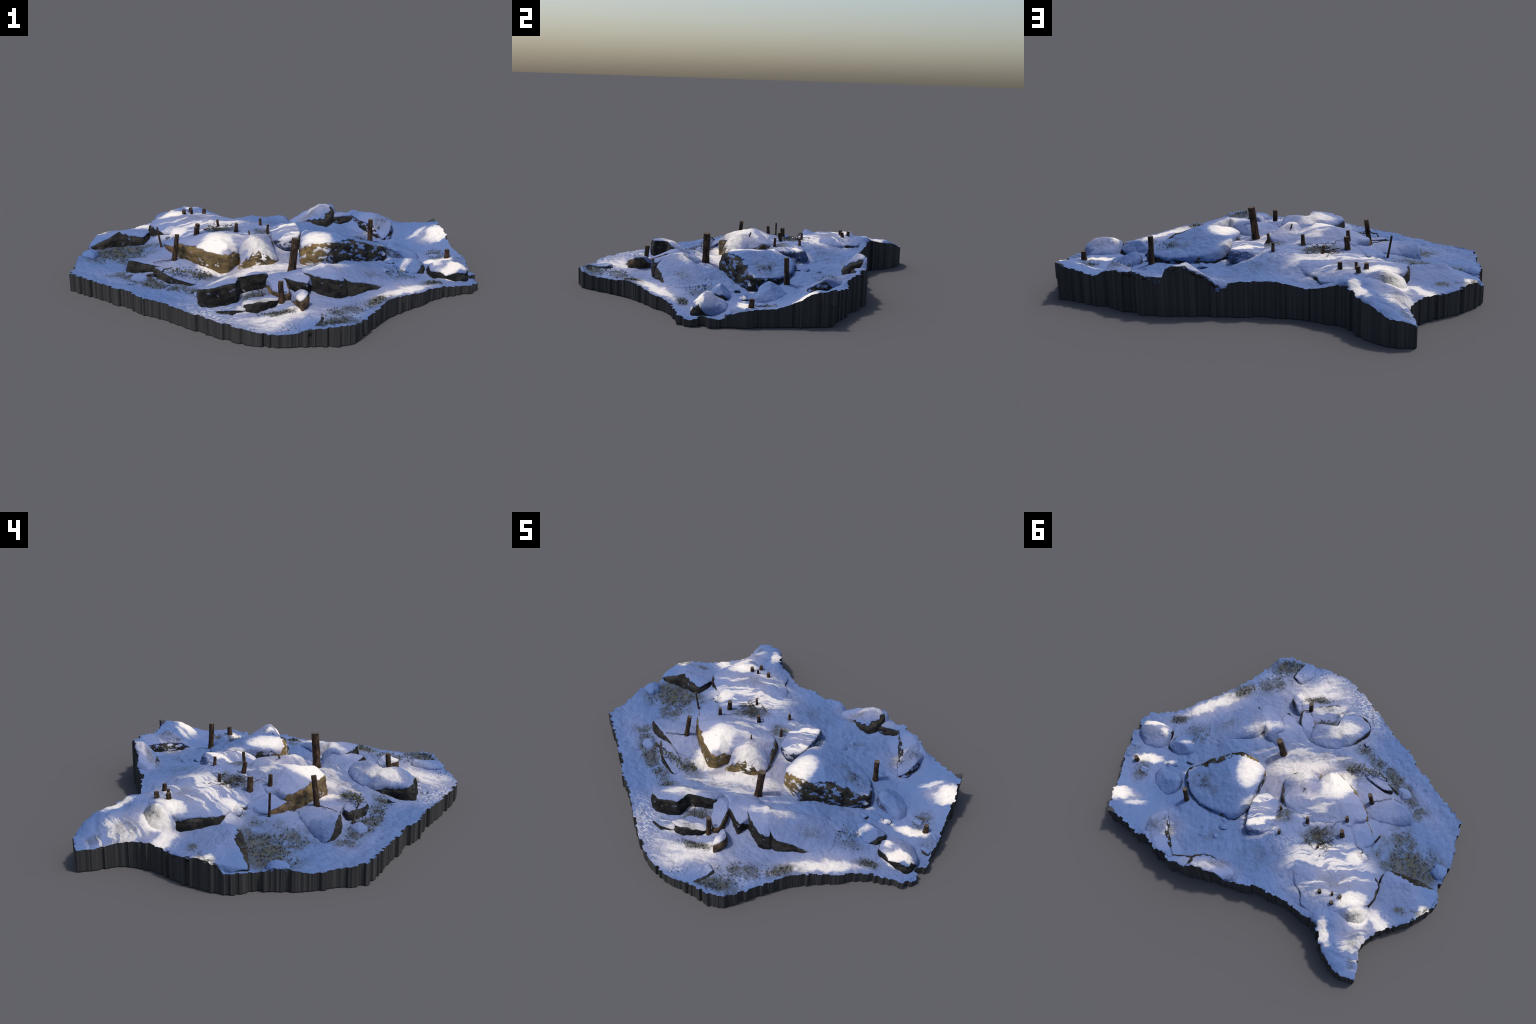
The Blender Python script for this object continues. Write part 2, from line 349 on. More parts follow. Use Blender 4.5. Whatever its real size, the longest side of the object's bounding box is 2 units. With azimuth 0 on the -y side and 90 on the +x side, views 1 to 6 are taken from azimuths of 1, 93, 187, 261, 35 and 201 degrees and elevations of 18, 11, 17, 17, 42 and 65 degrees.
def rough_height(x, y):
    h = fbm(x * 11, y * 11, .3, 6, 2.1, .58) * .0050
    h -= max(0.0, noise.noise((x * 26, y * 26, 4.4)) - .30) * .012        # footprints and pits
    h += abs(noise.noise((x * 19 + 3, y * 19, 9.1))) * .0042 - .001 + abs(noise.noise((x * 47 + 3, y * 47, 5.1))) * .0022
    h += noise.noise((x * 42, y * 42, 2.0)) * .0018
    # trodden path along the south-west edge and in front: choppier
    d = abs((x + .95) * .66 + (y + .1) * .75)
    p = max(0.0, 1 - d / .16) if x < .15 else 0.0
    h += p * (noise.noise((x * 75, y * 75, 7.0)) + .6 * noise.noise((x * 130, y * 130, 3.0))) * .0022
    return h

def build_ground():
    sp = .0062
    poly = PER[:, :2]
    xs = np.arange(-1.0, 1.0, sp); ys = np.arange(-.89, .89, sp * .866)
    pts = []
    for r, y in enumerate(ys):
        row = np.stack([xs + (sp / 2 if r % 2 else 0), np.full_like(xs, y)], 1); pts.append(row)
    pts = np.concatenate(pts) + rng.uniform(-.0015, .0015, (len(xs) * len(ys), 2))
    # inside test
    x, y = pts[:, 0], pts[:, 1]; ins = np.zeros(len(pts), bool)
    mind = np.full(len(pts), 9.0)
    A = poly; B = np.roll(poly, -1, 0)
    for (ax, ay), (bx, by) in zip(A, B):
        c = ((ay > y) != (by > y))
        if ay != by:
            ins ^= c & (x < (bx - ax) * (y - ay) / (by - ay) + ax)
        mind = np.minimum(mind, (x - ax) ** 2 + (y - ay) ** 2)
    pts = pts[ins & (mind > .0045 ** 2)]
    nper = len(poly)
    allp = np.concatenate([poly, pts])
    edges = [(i, (i + 1) % nper) for i in range(nper)]
    vs, es, fs, ov, oe, of = delaunay_2d_cdt([Vector((float(a), float(b))) for a, b in allp], edges, [list(range(nper))], 1, 1e-6)
    V = np.array([(v[0], v[1]) for v in vs])
    Z = ground_field(V)
    src = [o[0] if o else -1 for o in ov]
    verts = []
    for (px, py), z, s in zip(V, Z, src):
        if 0 <= s < nper: verts.append((px, py, PER[s, 2]))
        else:
            verts.append((px, py, z + rough_height(px, py)))
    return mesh_object('snow_ground', verts, [tuple(f) for f in fs], MAT_GROUND, root)
ground = build_ground()
print('ground', len(ground.data.vertices))

def build_plinth():
    n = len(PER); rows = 2; verts = []; faces = []
    for (x, y, z) in PER: verts.append((x, y, z - .0004))
    for (x, y, z) in PER: verts.append((x, y, 0))
    for i in range(n):
        j = (i + 1) % n
        faces.append((n + i, n + j, j, i))
    faces.append(tuple(range(2 * n - 1, n - 1, -1)))
    ob = mesh_object('plinth', verts, faces, MAT_PLINTH, root, smooth=False)
    return ob
build_plinth()
def build_splinter():
    low = [(.852, .441), (.874, .425), (.8935, .424), (.8885, .4565)]
    verts = [(x, y, .10) for x, y in low] + [(x, y, z) for (x, y), z in zip(low, (.158, .163, .166, .174))]
    faces = [(4, 5, 6, 7), (0, 3, 2, 1)] + [(k, (k + 1) % 4, 4 + (k + 1) % 4, 4 + k) for k in range(4)]
    mesh_object('plinth_splinter', verts, faces, MAT_PLINTH, root, smooth=False)
build_splinter()

# ------------------------------------------------------------------ boulders
def chaikin(P, it=2):
    for _ in range(it):
        Q = np.roll(P, -1, 0)
        P = np.stack([P * .87 + Q * .13, P * .13 + Q * .87], 1).reshape(-1, P.shape[1])
    return P

class Facets:
    """Flat facets between the control points (Delaunay), for slab-like tops."""
    def __init__(self, ring, inner):
        n = len(ring); P = [tuple(r[:3]) for r in ring] + [tuple(i) for i in inner]
        vs, es, fs, ov, oe, of = delaunay_2d_cdt([Vector((p[0], p[1])) for p in P], [(i, (i + 1) % n) for i in range(n)], [], 0, 1e-7)
        V = np.array([(v[0], v[1], P[o[0]][2] if o else np.mean([p[2] for p in P])) for v, o in zip(vs, ov)])
        self.T = np.array([[V[k] for k in f] for f in fs])
    def __call__(self, xy):
        xy = np.atleast_2d(xy); best = np.full(len(xy), -9e9); z = np.zeros(len(xy))
        for a, b, c in self.T:
            d = (b[1] - c[1]) * (a[0] - c[0]) + (c[0] - b[0]) * (a[1] - c[1])
            if abs(d) < 1e-9: continue
            u = ((b[1] - c[1]) * (xy[:, 0] - c[0]) + (c[0] - b[0]) * (xy[:, 1] - c[1])) / d
            v = ((c[1] - a[1]) * (xy[:, 0] - c[0]) + (a[0] - c[0]) * (xy[:, 1] - c[1])) / d
            w = 1 - u - v; m = np.minimum(np.minimum(u, v), w)
            u2, v2, w2 = (np.clip(q, -.05, 1.05) for q in (u, v, w)); t = u2 + v2 + w2
            k = m > best
            z[k] = ((u2 * a[2] + v2 * b[2] + w2 * c[2]) / t)[k]; best[k] = m[k]
        return z

INNER = PER[:, :2]
def clip_to_outline(A):
    """keep a grid of points inside the cut-out edge"""
    sh = A.shape; Q = A.reshape(-1, 3)
    lo, hi = Q[:, :2].min(0) - .03, Q[:, :2].max(0) + .03
    near = ((INNER > lo) & (INNER < hi)).all(1)
    if not near.any(): return A
    x, y = Q[:, 0], Q[:, 1]; ins = np.zeros(len(Q), bool)
    E0 = INNER; E1 = np.roll(INNER, -1, 0)
    for (ax, ay), (bx, by) in zip(E0, E1):
        if ay != by:
            ins ^= ((ay > y) != (by > y)) & (x < (bx - ax) * (y - ay) / (by - ay) + ax)
    idx = np.where(near)[0]
    tang = np.roll(INNER, -3, 0) - np.roll(INNER, 3, 0)
    inn = np.stack([-tang[:, 1], tang[:, 0]], 1); inn /= np.linalg.norm(inn, axis=1)[:, None]
    out = np.where(~ins)[0]
    for i in out:
        k = idx[np.argmin(((INNER[idx] - Q[i, :2]) ** 2).sum(1))]
        Q[i, :2] = INNER[k] + inn[k] * .0012
    return Q.reshape(sh)

def inside_outline(x, y, m=.012):
    c = False; n = len(INNER)
    for k in range(0, n):
        ax, ay = INNER[k]; bx, by = INNER[(k + 1) % n]
        if (ay > y) != (by > y) and x < (bx - ax) * (y - ay) / (by - ay) + ax: c = not c
    return c and ((INNER[:, 0] - x) ** 2 + (INNER[:, 1] - y) ** 2).min() > m * m

SEED = [0]
def boulder(name, ring, inner=(), mat='dark', snow=True, th=.0036, nth=None, rough=.0045, fillet=2, flat=.85, base_drop=.03, center=None):
    """ring: (x, y, z_top, snow_cover 0..1 down the side, outset of the foot)"""
    SEED[0] += 1; sd = SEED[0] * 7.13
    R = np.array([(list(r) + [0, .01])[:5] if len(r) < 5 else r for r in ring], float)
    if center is None:
        a = R[:, :2]; b = np.roll(a, -1, 0); cr = a[:, 0] * b[:, 1] - b[:, 0] * a[:, 1]
        ar = cr.sum() / 2; c = ((a + b) * cr[:, None]).sum(0) / (6 * ar)
    else: c = np.array(center, float)
    ar = ((R[:, 0] * np.roll(R[:, 1], -1)) - (np.roll(R[:, 0], -1) * R[:, 1])).sum()
    if ar < 0: R = R[::-1]
    R[:, 2] -= th * .6; inner = [(i[0], i[1], i[2] - th * .6) for i in inner]
    f1 = Field([tuple(r[:3]) for r in R] + [tuple(i) for i in inner], .03); f2 = Facets(R, inner)
    f = lambda q: f1(q) * (1 - flat) + f2(q) * flat
    gz = ground_field(R[:, :2])
    for k in range(len(R)):                       # drifted sides run out gently into the ground
        if R[k, 3] >= .9: R[k, 4] = max(R[k, 4], min(.05, 1.6 * (R[k, 2] - gz[k])))
    C = chaikin(R, 1)
    seg = np.linalg.norm(np.roll(C[:, :2], -1, 0) - C[:, :2], axis=1); per = seg.sum()
    if nth is None: nth = int(min(320, max(70, per / .0048)))
    cum = np.concatenate([[0], np.cumsum(seg)]); CC = np.concatenate([C, C[:1]])
    s = np.linspace(0, per, nth, endpoint=False)
    Q = np.stack([np.interp(s, cum, CC[:, k]) for k in range(5)], 1)
    rad = np.linalg.norm(Q[:, :2] - c, axis=1).mean()
    nt_ = int(min(46, max(14, rad / .0055))); ns = 16
    t = np.linspace(0, 1, nt_ + 1)[1:]
    tan = np.roll(Q[:, :2], -1, 0) - np.roll(Q[:, :2], 1, 0)
    tan /= np.linalg.norm(tan, axis=1)[:, None] + 1e-9
    nrm = np.stack([tan[:, 1], -tan[:, 0]], 1)
    for _ in range(4): nrm = (np.roll(nrm, 1, 0) + nrm * 2 + np.roll(nrm, -1, 0)) / 4
    G = np.zeros((nth, nt_ + ns, 3))
    for i, tt in enumerate(t):
        xy = c + (Q[:, :2] - c) * tt
        G[:, i, :2] = xy; G[:, i, 2] = f(xy)
    foot = Q[:, :2] + nrm * Q[:, 4:5]
    zb = np.minimum(ground_field(foot) - np.where(Q[:, 3] > .85, .005, base_drop), G[:, nt_ - 1, 2] - .006)
    for j in range(ns):
        u = (j + 1) / ns
        bul = .006 * math.sin(math.pi * u)
        G[:, nt_ + j, :2] = Q[:, :2] + nrm * (Q[:, 4:5] * u ** .85 + bul)
        G[:, nt_ + j, 2] = G[:, nt_ - 1, 2] * (1 - u) + zb * u
    for _ in range(fillet):                       # round the shoulder
        H = G.copy()
        G[:, 1:-1] = H[:, 1:-1] * .5 + (H[:, :-2] + H[:, 2:]) * .25
        lo = max(0, nt_ - 6)
        G[:, lo:] = G[:, lo:] * .6 + (np.roll(G[:, lo:], 1, 0) + np.roll(G[:, lo:], -1, 0)) * .2
    G = clip_to_outline(G)
    # surface normals of the grid
    def normals(G):
        du = np.roll(G, -1, 0) - np.roll(G, 1, 0); dv = np.gradient(G, axis=1)
        N = np.cross(du, dv); N *= -1
        l = np.linalg.norm(N, axis=2, keepdims=True); N = N / (l + 1e-12)
        # outward / upward
        up = N[:, :nt_ // 2, 2].mean()
        return N if up > 0 else -N
    N = normals(G)
    S = G.copy()                                   # smooth copy for the snow
    for a in range(nth):
        for b in range(nt_ + ns):
            x, y, z = G[a, b]
            k = 1.0 if b > nt_ - 3 else .35
            d = fbm(x * 16 + sd, y * 16, z * 22, 4) * rough * 1.4 + noise.noise((x * 60, y * 60 + sd, z * 60)) * rough * .4
            d += (abs(noise.noise((x * 9, y * 9 + sd, z * 14))) - .25) * rough * 1.5
            G[a, b] = G[a, b] + N[a, b] * d * k
            S[a, b] = S[a, b] + N[a, b] * (fbm(x * 13 + sd, y * 13, z * 13, 4) * .0028 + noise.noise((x * 55 + sd, y * 55, z * 55)) * .0010 - abs(noise.noise((x * 17, y * 17 + sd, z * 17))) * .0042 - abs(noise.noise((x * 38, y * 38 + sd, z * 38))) * .0016 + d * .35 * k)
    ctop = np.array([c[0], c[1], float(f(c[None])[0])])
    def grid_mesh(nm, A, ct, m, par):
        na, nb = A.shape[:2]
        verts = [tuple(ct)] + [tuple(p) for p in A.reshape(-1, 3)]
        idx = lambda a, b: 1 + (a % na) * nb + b
        faces = [(0, idx(a, 0), idx(a + 1, 0)) for a in range(na)]
        for a in range(na):
            for b in range(nb - 1):
                faces.append((idx(a, b), idx(a, b + 1), idx(a + 1, b + 1), idx(a + 1, b)))
        return mesh_object(nm, verts, faces, m, par)
    ob = grid_mesh(name, G - np.array([0, 0, .0055]), ctop - np.array([0, 0, .007]), ROCK[mat], root)
    if snow:
        nv = nt_ + 14
        A = np.zeros((nth, nv, 3))
        tot = nt_ + ns - 1
        for a in range(nth):
            x, y = Q[a, :2]
            cov = Q[a, 3]
            w = fbm(x * 28 + sd, y * 28, 1.0, 3)
            cov = cov + w * (.16 if cov > .05 else .09 - cov * .35) + (-.04 if cov < .9 else .2)
            cov = min(1.0, max(-1.0 if cov < -.2 else -.22, cov))
            end = (nt_ - 1) + cov * ns if cov >= 0 else (nt_ - 1) + cov * 20
            end = min(tot, max(nt_ * .5, end))
            vv = np.linspace(0, 1, nv); vv = 1 - (1 - vv) ** 1.25
            pos = vv * end
            i0 = np.clip(np.floor(pos).astype(int), 0, tot - 1); fr = (pos - i0)[:, None]
            P = S[a, i0] * (1 - fr) + S[a, i0 + 1] * fr
            M = N[a, i0] * (1 - fr) + N[a, i0 + 1] * fr
            lip = np.sqrt(np.clip(1 - vv ** 14, 0, 1)) * th
            lip[-1] = -.003
            A[a] = P + M * lip[:, None]
        A = clip_to_outline(A)
        cap = grid_mesh('snow_cap', A, ctop + np.array([0, 0, th]), MAT_SNOW, ob)
    return ob

# main boulder, right of the centre
boulder('boulder', [(.147,-.066,.190,.15,.0),(.192,-.095,.205,.0,.0),(.300,-.128,.210,-.22,.012),(.407,-.064,.202,-.38,.02),(.499,.000,.172,-.3,.02),(.578,.055,.142,.0,.0),
 (.556,.123,.138,.0,-.01),(.495,.189,.134,.2,0),(.415,.232,.140,.3,0),(.222,.247,.168,.5,.03),(.168,.144,.203,.6,.025),(.150,.05,.200,.2,0)],
 [(.327,.015,.226),(.286,.071,.217),(.228,-.060,.213),(.465,.100,.163),(.178,.105,.206),(.30,.14,.192),(.39,.0,.206)], 'frost', fillet=1)
# rounded boulder left of the centre
boulder('boulder', [(-.172,-.150,.176,.0,-.02),(-.202,-.197,.176,.0,-.02),(-.255,-.192,.180,.0,.0),(-.315,-.155,.188,.0,.008),(-.381,-.10,.195,.0,.008),(-.452,-.04,.192,.0,.005),(-.49,.028,.19,.1,0),
 (-.40,.07,.195,1,.02),(-.294,.094,.20,1,.02),(-.196,.13,.198,1,.02),(-.09,.093,.195,1,.02),(-.094,-.065,.21,.9,.0),(-.155,-.09,.190,.9,.0)],
 [(-.258,-.086,.232),(-.32,-.001,.240),(-.24,.02,.238),(-.21,-.15,.215),(-.155,-.06,.212)], 'ochre', fillet=3)
# low shelf behind it
boulder('boulder', [(-.48,.015,.158,.0,0),(-.51,.052,.155,.0,0),(-.542,.095,.150,.1,0),(-.553,.14,.145,.3,0),(-.50,.18,.160,1,.02),(-.43,.12,.175,1,.02),(-.42,.04,.170,1,.02)], (), 'brown')
# middle boulder with sloping face
boulder('boulder', [(-.158,-.190,.106,-.12,0),(-.09,-.172,.110,-.2,0),(-.03,-.152,.110,-.2,0),(.020,-.117,.108,-.1,0),(.044,-.078,.108,0,0),(.018,-.008,.150,.0,0),(-.010,.072,.203,.0,.01),(-.05,.098,.200,.3,.02),(-.095,.094,.198,1,.02),(-.14,.02,.212,1,.02),(-.158,-.07,.196,1,.0),(-.150,-.130,.165,.2,0)],
 [(-.122,-.117,.227),(-.089,-.091,.237),(-.105,-.04,.236),(-.062,-.015,.226),(-.018,.058,.209),(-.054,-.132,.176),(-.030,-.133,.158),(-.100,-.140,.182),(.000,-.030,.180)], 'ochre_frost', fillet=1, flat=.8)
# boulder behind, its snow coloured with sun and shadow stripes
boulder('boulder', [(.085,.058,.180,.15,0),(.140,.095,.188,.1,0),(.150,.172,.198,.1,0),(.126,.305,.20,.1,.01),(.054,.296,.198,.1,.02),(.015,.267,.188,.7,.02),(-.005,.142,.185,.8,.01),(.014,.088,.175,.3,0)],
 [(.075,.18,.208)], 'bluish', fillet=2)
# long cracked slab, centre front
boulder('boulder', [(.354,-.462,.138,.0,.0),(.45,-.413,.110,.0,.005),(.50,-.385,.092,.2,.01),(.56,-.32,.086,1,.03),(.53,-.22,.088,1,.03),(.457,-.20,.116,1,.02),(.39,-.25,.150,1,.03),(.30,-.305,.172,1,.03),(.245,-.34,.188,.8,.0),(.297,-.425,.168,.1,0)], 
 [(.36,-.35,.148)], 'dark', fillet=1)
boulder('boulder', [(.346,-.462,.138,.0,0),(.292,-.490,.155,.0,0),(.232,-.447,.158,.1,.012),(.160,-.400,.165,.2,.02),(.143,-.352,.168,.5,.02),(.20,-.315,.166,1,.03),(.245,-.335,.186,.8,0),(.292,-.41,.172,.0,0)], 
 [], 'dark', fillet=1)
# overhanging front block
boulder('boulder', [(-.320,-.570,.150,.0,0),(-.274,-.594,.158,.0,0),(-.158,-.562,.172,.0,0),(-.152,-.53,.172,.0,0),(-.150,-.478,.170,.0,0),(-.09,-.462,.173,.0,0),(-.023,-.440,.173,.0,0),(-.03,-.395,.160,1,.03),(-.10,-.375,.138,1,.03),(-.18,-.388,.122,1,.02),(-.245,-.41,.122,.5,.0),(-.290,-.466,.134,.2,0),(-.33,-.531,.14,.1,0)],
 [(-.177,-.503,.182),(-.084,-.437,.18),(-.20,-.45,.160)], 'dark', fillet=1)
# slabs round the hollow in front of it
boulder('boulder', [(-.106,-.644,.104,-.1,0),(-.05,-.624,.107,-.1,0),(.0,-.602,.104,-.1,0),(.022,-.585,.098,0,0),(.032,-.54,.095,.6,0),(.0,-.515,.092,1,.01),(-.09,-.54,.092,1,.01),(-.128,-.605,.098,.6,.01)], (), 'dark', fillet=1, flat=.95)
boulder('boulder', [(.085,-.535,.115,.0,0),(.055,-.555,.108,.0,0),(.015,-.50,.125,.3,.01),(-.02,-.44,.148,.4,.0),(-.03,-.41,.155,1,.02),(.025,-.40,.152,1,.02),(.062,-.44,.145,.0,0)], (), 'brown', fillet=1)
boulder('boulder', [(.160,-.488,.137,.0,0),(.100,-.445,.140,.0,0),(.055,-.42,.145,.0,0),(.02,-.36,.145,1,.04),(.06,-.30,.130,1,.06),(.15,-.31,.150,1,.04),(.175,-.38,.155,1,.0),(.17,-.44,.145,.3,0)], (), 'dark', fillet=1)
boulder('boulder', [(.130,-.650,.117,.0,-.004),(.158,-.612,.128,.0,0),(.158,-.574,.132,.0,0),(.130,-.555,.135,.3,0),(.10,-.52,.105,.8,.01),(.095,-.54,.11,.6,0),(.115,-.60,.120,.2,0)], [(.14,-.59,.145)], 'brown', fillet=1, th=.005)
boulder('boulder', [(-.116,-.652,.080,.0,0),(-.18,-.672,.085,.0,0),(-.235,-.661,.083,.0,0),(-.247,-.635,.080,.8,.01),(-.17,-.62,.080,1,.01),(-.108,-.622,.078,.3,0)], (), 'dark', fillet=1, th=.004)
boulder('boulder', [(.224,-.748,.090,-.1,0),(.160,-.725,.092,.3,.005),(.135,-.786,.088,1,.01),(.123,-.860,.076,1,.01),(.185,-.858,.088,-.1,0)], (), 'dark', fillet=1, th=.004)
# slanting slabs on the left
boulder('boulder', [(-.700,-.122,.143,.0,.005),(-.612,-.158,.132,.0,.01),(-.503,-.192,.118,.1,0),(-.43,-.22,.112,.5,0),(-.38,-.20,.108,1,.02),(-.42,-.12,.118,1,.04),(-.50,-.06,.130,1,.05),(-.595,-.045,.122,1,.03),(-.655,-.075,.132,1,.02),(-.692,-.106,.140,.9,.02)], (), 'dark', fillet=1)
boulder('boulder', [(-.357,-.354,.092,.0,.004),(-.466,-.306,.110,.0,.008),(-.547,-.228,.127,.0,.008),(-.572,-.205,.130,.0,0),(-.516,-.202,.124,.1,0),(-.429,-.238,.113,.2,0),(-.345,-.30,.096,1,.02)], (), 'dark', fillet=1)
boulder('boulder', [(-.59,-.25,.088,.8,.01),(-.645,-.262,.092,.4,.01),(-.675,-.225,.088,.6,.01),(-.63,-.195,.09,.8,.01)], [(-.63,-.23,.106)], 'dark', fillet=1)
# back left boulder
boulder('boulder', [(-.682,.248,.140,.0,0),(-.657,.289,.150,.0,0),(-.658,.35,.142,.2,0),(-.65,.46,.118,1,.02),(-.76,.53,.108,1,.02),(-.87,.47,.110,1,.01),(-.945,.385,.115,1,.005),(-.965,.31,.098,.4,0),(-.960,.255,.088,.0,0),(-.869,.255,.128,-.3,0),(-.774,.248,.142,-.3,0)],
 [(-.81,.296,.168),(-.74,.305,.160),(-.84,.35,.140),(-.72,.37,.142),(-.77,.43,.118)], 'dark', fillet=1)
boulder('boulder', [(-.905,.165,.085,.5,.01),(-.93,.13,.095,1,.01),(-.975,.125,.09,1,.005),(-.975,.175,.09,1,.005),(-.938,.19,.088,.3,0)], [(-.94,.155,.106)], 'bluish', fillet=1)
# snowy plateau rock with the row of stumps
boulder('boulder', [(-.481,.235,.165,.9,.01),(-.575,.292,.160,.2,0),(-.638,.335,.168,.0,0),(-.657,.363,.178,.0,0),(-.658,.432,.178,.0,0),(-.63,.49,.178,.3,0),(-.50,.55,.192,1,.02),(-.36,.615,.178,1,.01),(-.295,.60,.165,.2,0),(-.27,.527,.172,.1,0),(-.227,.492,.175,.7,.01),(-.18,.38,.190,1,.03),(-.30,.27,.190,1,.03)],
 [(-.45,.42,.199),(-.56,.45,.195),(-.56,.36,.185),(-.36,.5,.197)], 'dark', fillet=2)
# domed rock on the northern nose
boulder('boulder', [(-.575,.485,.192,.8,.01),(-.635,.50,.160,.8,.02),(-.62,.58,.150,.7,.03),(-.575,.655,.132,1,.03),(-.515,.63,.155,1,.02),(-.475,.565,.188,1,.02),(-.51,.50,.195,1,.02)], [(-.555,.56,.205)], 'frost', fillet=4)
boulder('boulder', [(-.655,.75,.100,.5,.01),(-.665,.83,.095,.5,.01),(-.63,.85,.105,1,.01),(-.59,.80,.120,1,.02),(-.61,.73,.125,1,.02)], [(-.64,.79,.118)], 'brown', fillet=3)
# north-east edge rocks
boulder('boulder', [(.352,.61,.205,-.1,0),(.340,.535,.182,-.15,0),(.300,.500,.148,-.1,0),(.25,.497,.146,-.1,0),(.19,.515,.146,-.05,0),(.12,.555,.150,1,.02),(.16,.598,.165,1,.005),(.27,.606,.217,1,.004)], [(.27,.57,.225)], 'dark', fillet=1)
boulder('boulder', [(.335,.535,.160,-.3,0),(.455,.565,.158,-.3,0),(.455,.608,.172,1,.004),(.365,.612,.172,1,.004)], (), 'dark', fillet=1)
boulder('boulder', [(.652,.408,.168,.2,0),(.638,.348,.128,.0,0),(.598,.318,.108,.3,.01),(.572,.36,.128,.1,0),(.538,.445,.126,-.3,0),(.466,.540,.145,-.2,0),(.455,.595,.180,.6,.004),(.515,.572,.176,1,.004),(.585,.545,.178,1,.004),(.648,.50,.150,1,.004)], [(.576,.525,.183),(.578,.46,.166),(.622,.43,.178),(.475,.572,.188)], 'frost', fillet=1)

# boulders on the south-east corner
boulder('boulder', [(.757,-.068,.088,.0,0),(.735,-.130,.085,.0,0),(.69,-.145,.085,.6,.02),(.64,-.125,.100,.5,.01),(.602,-.092,.095,.3,.0),(.61,-.066,.09,.8,.01),(.68,-.05,.085,.8,.02)], [(.66,-.09,.127),(.71,-.09,.120)], 'dark', fillet=2, flat=.6)
boulder('boulder', [(.952,-.172,.078,.0,0),(.93,-.195,.075,.0,0),(.84,-.190,.075,.1,.005),(.768,-.170,.090,.1,0),(.758,-.140,.100,.0,0),(.79,-.09,.090,.9,.03),(.88,-.07,.082,.9,.03),(.945,-.11,.080,.6,.01)], [(.85,-.145,.124),(.92,-.155,.108),(.79,-.14,.118)], 'dark', fillet=3, flat=.2, th=.006)
boulder('boulder', [(.750,.119,.075,.5,.01),(.725,.09,.090,.9,.01),(.62,.094,.115,.2,0),(.588,.125,.115,.1,0),(.60,.19,.112,.6,.01),(.645,.225,.085,.4,.01),(.72,.17,.085,.9,.03)], [(.61,.14,.139),(.67,.15,.118)], 'bluish', fillet=1)
boulder('boulder', [(.283,.28,.128,.0,0),(.27,.244,.130,.2,0),(.217,.245,.130,.8,.01),(.227,.29,.118,.1,0)], (), 'dark', fillet=1)

# small half-buried stones
def stone(x, y, r, h, mat='dark', cov=.3):
    g = ground_z(x, y); n = random.randint(5, 7); a0 = random.uniform(0, 6.28); ring = []
    for k in range(n):
        a = a0 + 2 * math.pi * k / n + random.uniform(-.25, .25); q = r * random.uniform(.75, 1.25)
        px, py = x + math.cos(a) * q, y + math.sin(a) * q * .8
        ring.append((px, py, g + h * random.uniform(.35, .9), cov + random.uniform(-.3, .4), .002))
    boulder('stone', ring, [(x + random.uniform(-.3, .3) * r, y + random.uniform(-.3, .3) * r, g + h * 1.2)], mat, fillet=1, th=.003, rough=.002, base_drop=.012)
for a in [(.596,-.016,.017,.012),(.707,.031,.018,.013),(.669,.025,.013,.009),(.945,-.02,.022,.010),(.955,.06,.014,.008),
          (.83,.115,.020,.012),(.28,.375,.012,.007),(.35,.392,.013,.007),(.255,.31,.020,.012),(-.335,-.46,.018,.014),
          (.55,-.18,.014,.007),(-.53,.23,.018,.012),(-.50,.205,.013,.010),(-.66,-.30,.014,.009)]:
    stone(*a)

# ------------------------------------------------------------------ stumps and poles
def stump(base, top, r, flare=1.35, lean_roots=True, cut=True):
    SEED[0] += 1; sd = SEED[0] * 3.7
    b = np.array(base, float); t = np.array(top, float)
    b = b + (b - t) / np.linalg.norm(t - b) * .022
    na, nb = 18, 16; verts = []; faces = []
    ax = t - b; L = np.linalg.norm(ax); ax /= L
    u = np.cross(ax, [0, 1, 0]); u /= np.linalg.norm(u); v = np.cross(ax, u)
    for j in range(nb):
        f = j / (nb - 1)
        k = 1 + (flare - 1) * max(0, 1 - f * L / (.055)) ** 1.3 + .06 * (1 - f)
        c = b + ax * L * f + u * noise.noise((f * 3, sd, 0)) * r * .12
        for i in range(na):
            a = 2 * math.pi * i / na
            rr = r * k * (1 + .10 * noise.noise((math.cos(a) * 1.4 + sd, math.sin(a) * 1.4, f * 2)) + .07 * noise.noise((math.cos(a) * 4 + sd, math.sin(a) * 4, f * L * 90)))
            jag = ax * (noise.noise((a * 2, sd, 1)) * r * .12 if j == nb - 1 else 0)
            verts.append(c + (u * math.cos(a) + v * math.sin(a)) * rr + jag)
    for j in range(nb - 1):
        for i in range(na):
            faces.append((j * na + i, j * na + (i + 1) % na, (j + 1) * na + (i + 1) % na, (j + 1) * na + i))
    ob = mesh_object('stump', verts, faces, MAT_BARK, root)
    o = (nb - 1) * na
    cv = [t - ax * .0004] + [verts[o + i] * .97 + t * .03 for i in range(na)]
    mesh_object('cut_face', cv, [(0, 1 + i, 1 + (i + 1) % na) for i in range(na)], MAT_CUT, ob, smooth=False)
    # a few side snags
    return ob

